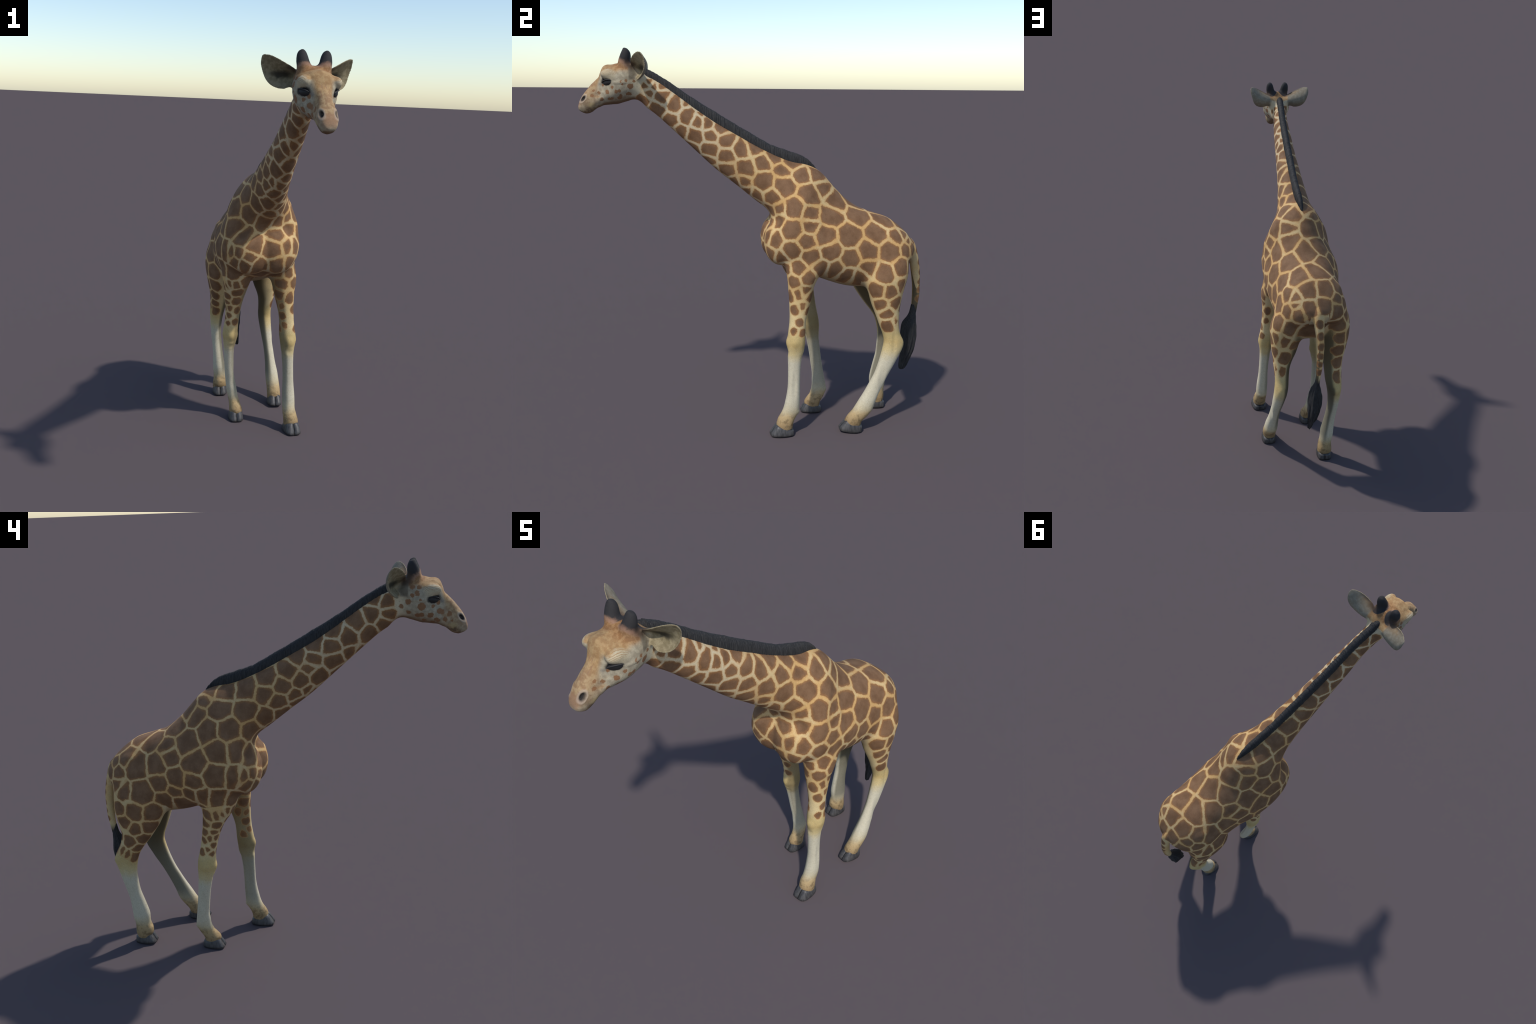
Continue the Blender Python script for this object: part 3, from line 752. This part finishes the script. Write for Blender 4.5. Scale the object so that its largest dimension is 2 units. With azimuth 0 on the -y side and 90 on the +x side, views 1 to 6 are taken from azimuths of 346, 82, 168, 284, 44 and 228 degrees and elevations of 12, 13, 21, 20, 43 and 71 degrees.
def split_body(me):
    n = len(me.vertices)
    V = np.empty(n * 3); me.vertices.foreach_get('co', V); V = V.reshape(-1, 3)
    N = np.empty(n * 3); me.vertices.foreach_get('normal', N); N = N.reshape(-1, 3)
    k = len(me.polygons)
    C = np.empty(k * 3); me.polygons.foreach_get('center', C); C = C.reshape(-1, 3)
    tot = np.empty(k, int); me.polygons.foreach_get('loop_total', tot)
    sta = np.empty(k, int); me.polygons.foreach_get('loop_start', sta)
    lv = np.empty(len(me.loops), int); me.loops.foreach_get('vertex_index', lv)
    lab = regions(C)
    parts = {}
    for name in np.unique(lab):
        f = np.where(lab == name)[0]
        loops = np.concatenate([lv[s:s + t] for s, t in zip(sta[f], tot[f])])
        used, inv = np.unique(loops, return_inverse=True)
        m2 = bpy.data.meshes.new(str(name))
        m2.vertices.add(len(used)); m2.vertices.foreach_set('co', V[used].ravel())
        m2.loops.add(len(loops)); m2.loops.foreach_set('vertex_index', inv.ravel())
        m2.polygons.add(len(f))
        m2.polygons.foreach_set('loop_start', np.concatenate([[0], np.cumsum(tot[f])[:-1]]))
        m2.polygons.foreach_set('use_smooth', [True] * len(f))
        m2.update(calc_edges=True)
        m2.normals_split_custom_set_from_vertices([tuple(q) for q in N[used]])
        parts[str(name)] = (m2, V[used])
    return parts

# mane: y, z of its crest from poll to withers
CREST = [(-.640, 1.896), (-.612, 1.912), (-.56, 1.902), (-.467, 1.850), (-.345, 1.767), (-.23, 1.697), (-.095, 1.617), (.05, 1.535),
         (.134, 1.504), (.20, 1.481), (.245, 1.460), (.275, 1.436), (.300, 1.408)]
def build_mane():
    K = catmull(CREST, 46)
    T = np.array(TRUNK)
    # height of the hidden root under the crest: follow the trunk's top line
    root = np.interp(K[:, 0], T[:, 0], T[:, 1]) - .018
    root = np.where(K[:, 0] < -.60, 1.885, root)
    cx = np.interp(K[:, 0], T[:, 0], T[:, 4])
    n = len(K)
    r = np.random.default_rng(3)
    clump = np.interp(np.arange(n), np.arange(0, n + 9, 9), r.normal(0, 1, n // 9 + 2)[:len(np.arange(0, n + 9, 9))])
    strand = r.normal(0, 1, n)
    rings = []
    for i, (y, z) in enumerate(K):
        end = min(1, i / 80, (n - 1 - i) / 150)
        w = .0182 * (.20 + .80 * max(end, 0) ** .7)
        lean = .0008 * clump[i]
        top = z + .0010 * clump[i] + .0008 * strand[i]
        h = max(top - root[i], .004)
        prof = [(-1.05, 0), (-1.08, .3), (-1.02, .6), (-.80, .82), (-.42, .965), (0, 1), (.42, .965), (.80, .82), (1.02, .6), (1.08, .3), (1.05, 0)]
        ring = []
        for u, v in prof:
            ring.append((cx[i] + u * (w + .0008 * strand[i] + .0003 * clump[i]) + lean * v, y - .35 * (1 - v) * h * 0 , root[i] + h * v))
        rings.append(ring)
    V, F = loft(rings)
    return make_mesh('mane', V, F)

TUFT = [(.006, .869, .645, .010, .015), (.007, .864, .60, .0135, .019), (.009, .858, .57, .021, .026), (.010, .848, .535, .031, .038), (.009, .844, .50, .036, .042), (.0105, .843, .46, .036, .042),
        (.0145, .842, .42, .031, .039), (.019, .835, .375, .024, .034), (.023, .821, .33, .014, .028), (.0255, .812, .30, .011, .021), (.0265, .807, .28, .009, .014), (.0265, .805, .272, .004, .006)]
def build_tuft():
    V, F = tube(TUFT, n=56, m=8)
    c = catmull(TUFT, 8)
    r = np.random.default_rng(5)
    ph = r.uniform(0, 6.28, 4)
    z = V[:, 2]
    o = np.argsort(c[:, 2])
    cx, cy = np.interp(z, c[o, 2], c[o, 0]), np.interp(z, c[o, 2], c[o, 1])
    a = np.arctan2(V[:, 1] - cy, V[:, 0] - cx)
    k = 1 + .07 * np.sin(5 * a + ph[0] + 7 * z) + .05 * np.sin(9 * a + ph[1] - 16 * z) + .035 * np.sin(17 * a + ph[2] + 22 * z) + .02 * np.sin(14 * a + 90 * z)
    k = 1 + (k - 1) * (1 - sstep(.56, .62, z)) * (1 + 1.6 * (1 - sstep(.30, .46, z)))
    V[:, 0] = cx + (V[:, 0] - cx) * k
    V[:, 1] = cy + (V[:, 1] - cy) * k
    return make_mesh('tail_tuft', V, F)

# hooves: centre x, half width, toe y, heel y, height at the front, at the back, pitch (degrees, toe lifted), turn
HOOVES = {'LF': (.194, .047, .038, .166, .060, .028, 0, 2), 'RF': (-.078, .043, .253, .372, .060, .030, 0, -4),
          'LH': (.197, .043, .414, .540, .064, .040, 9, -6), 'RH': (-.097, .044, .636, .752, .062, .036, 3, -5)}
def build_claw(leg, side):
    cx, hw, toe, heel, hf, hb, pitch, turn = HOOVES[leg]
    L = heel - toe
    th = np.linspace(0, 2 * np.pi, 40, endpoint=False)
    rings = []
    # level, plan scale, how far the front wall has run back
    for lv, sc, back in [(0, .84, .03), (.03, .94, .01), (.10, 1.0, .0), (.3, .99, .05), (.55, .96, .12), (.8, .92, .20), (.95, .87, .25), (1.0, .76, .29)]:
        c, q = np.cos(th), np.sin(th)
        yy = .5 - .5 * np.sign(c) * np.abs(c) ** .8              # 0 toe .. 1 heel
        outer = hw * (1 - 1.6 * (1 - sc)) * np.abs(q) ** .42 * (1 - .12 * np.abs(yy - .5))
        inner = .0004 + .0012 * np.clip((.22 - yy) / .22, 0, 1)
        xx = np.where(q > 0.02, np.maximum(outer, inner), inner)
        y = toe + L * (back + (1 - back) * yy)
        y = (y - (toe + L * .6)) * (sc * .25 + .75) + toe + L * .6
        rings.append(np.stack([cx + side * xx, y, (hf + (hb - hf) * yy) * lv], 1))
    V, F = loft(rings)
    a = math.radians(pitch); py = toe + L * .55
    y, z = V[:, 1] - py, V[:, 2].copy()
    V[:, 1] = py + y * math.cos(a) + z * math.sin(a) * .6
    V[:, 2] = z * math.cos(a) - y * math.sin(a)
    b = math.radians(turn); x, y = V[:, 0] - cx, V[:, 1] - py
    V[:, 0] = cx + x * math.cos(b) - y * math.sin(b); V[:, 1] = py + x * math.sin(b) + y * math.cos(b)
    V[:, 2] = np.maximum(V[:, 2], 0.0004 + .002 * (V[:, 2] < 0))
    V[:, 2] -= V[:, 2].min()
    return make_mesh('hoof', V, F)

def build_eye(s):
    V, F = ball((0, 0, 0), (.0135, .0300, .0170), 16)
    ax1 = np.array([s * .60, .79, .10]); ax1 /= np.linalg.norm(ax1)
    up = np.array([0, -.1, 1.]); up -= ax1 * (up @ ax1); up /= np.linalg.norm(up)
    nrm = np.cross(ax1, up); nrm *= np.sign(nrm[0] * s)
    c = np.array([HX + s * .0590, -.754, 1.8365])
    V = c + np.outer(V[:, 0], nrm) + np.outer(V[:, 1], ax1) + np.outer(V[:, 2], up)
    eye = make_mesh('eye', V, F)
    # upper lid with its lashes: a curved dark fold lying over the eye
    t = np.linspace(0, 1, 15)
    path = []
    for q in t:
        a = (q - .5) * 2
        p = c + ax1 * (.030 * a) + up * (.0115 - .006 * a * a - .0055 * (1 - q)) + nrm * (.0125 * math.sqrt(max(0, 1 - .75 * a * a)) + .002)
        path.append((p + up * .0025, .0014 + .0016 * (1 - a * a)))
    th = np.linspace(0, 2 * np.pi, 12, endpoint=False)
    V, F = loft([p + np.outer(np.cos(th) * r * 1.5, nrm) + np.outer(np.sin(th) * r, up) for p, r in path])
    return eye, make_mesh('eyelid', V, F)

# ------------------------------------------------------------------ build
def build():
    giraffe = bpy.data.objects.new('giraffe', None)
    bpy.context.scene.collection.objects.link(giraffe)
    giraffe['label'] = 'young giraffe standing with long neck stretched forward'
    giraffe['category'] = 'giraffe'
    body = sculpt(unite(SOURCES))
    parts = split_body(body)
    bpy.data.meshes.remove(body)
    V = {k: v[1] for k, v in parts.items()}
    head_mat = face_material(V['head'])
    names = {'torso': 'torso', 'neck': 'neck', 'head': 'head', 'LF': 'forelimb', 'RF': 'forelimb', 'LH': 'hindlimb', 'RH': 'hindlimb', 'tail': 'tail',
             'earL': 'ear', 'earR': 'ear', 'hornL': 'horn', 'hornR': 'horn'}
    obs = {}
    for k in ('torso', 'neck', 'head', 'LF', 'RF', 'LH', 'RH', 'tail', 'earL', 'earR', 'hornL', 'hornR'):
        me = parts[k][0]
        me.name = names[k]
        par = obs['head'] if names[k] in ('ear', 'horn') else giraffe
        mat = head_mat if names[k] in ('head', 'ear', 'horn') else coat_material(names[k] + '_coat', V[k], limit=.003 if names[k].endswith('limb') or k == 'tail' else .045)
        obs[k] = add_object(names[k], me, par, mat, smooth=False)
    hair = hair_material('black_hair')
    add_object('mane', build_mane(), giraffe, hair)['kind'] = 'stuff'
    add_object('tail_tuft', build_tuft(), obs['tail'], hair)['kind'] = 'stuff'
    horn = hoof_material()
    for leg in LEGS:
        for side in (1, -1):
            add_object('hoof', build_claw(leg, side), obs[leg], horn)
    eye_mat = plain('dark_eye', (.010, .009, .009), .6)
    lid_mat = plain('dark_lashes', (.022, .020, .020), .7)
    for s in (1, -1):
        e, l = build_eye(s)
        add_object('eye', e, obs['head'], eye_mat)
        add_object('eyelid', l, obs['head'], lid_mat)
    return giraffe

build()
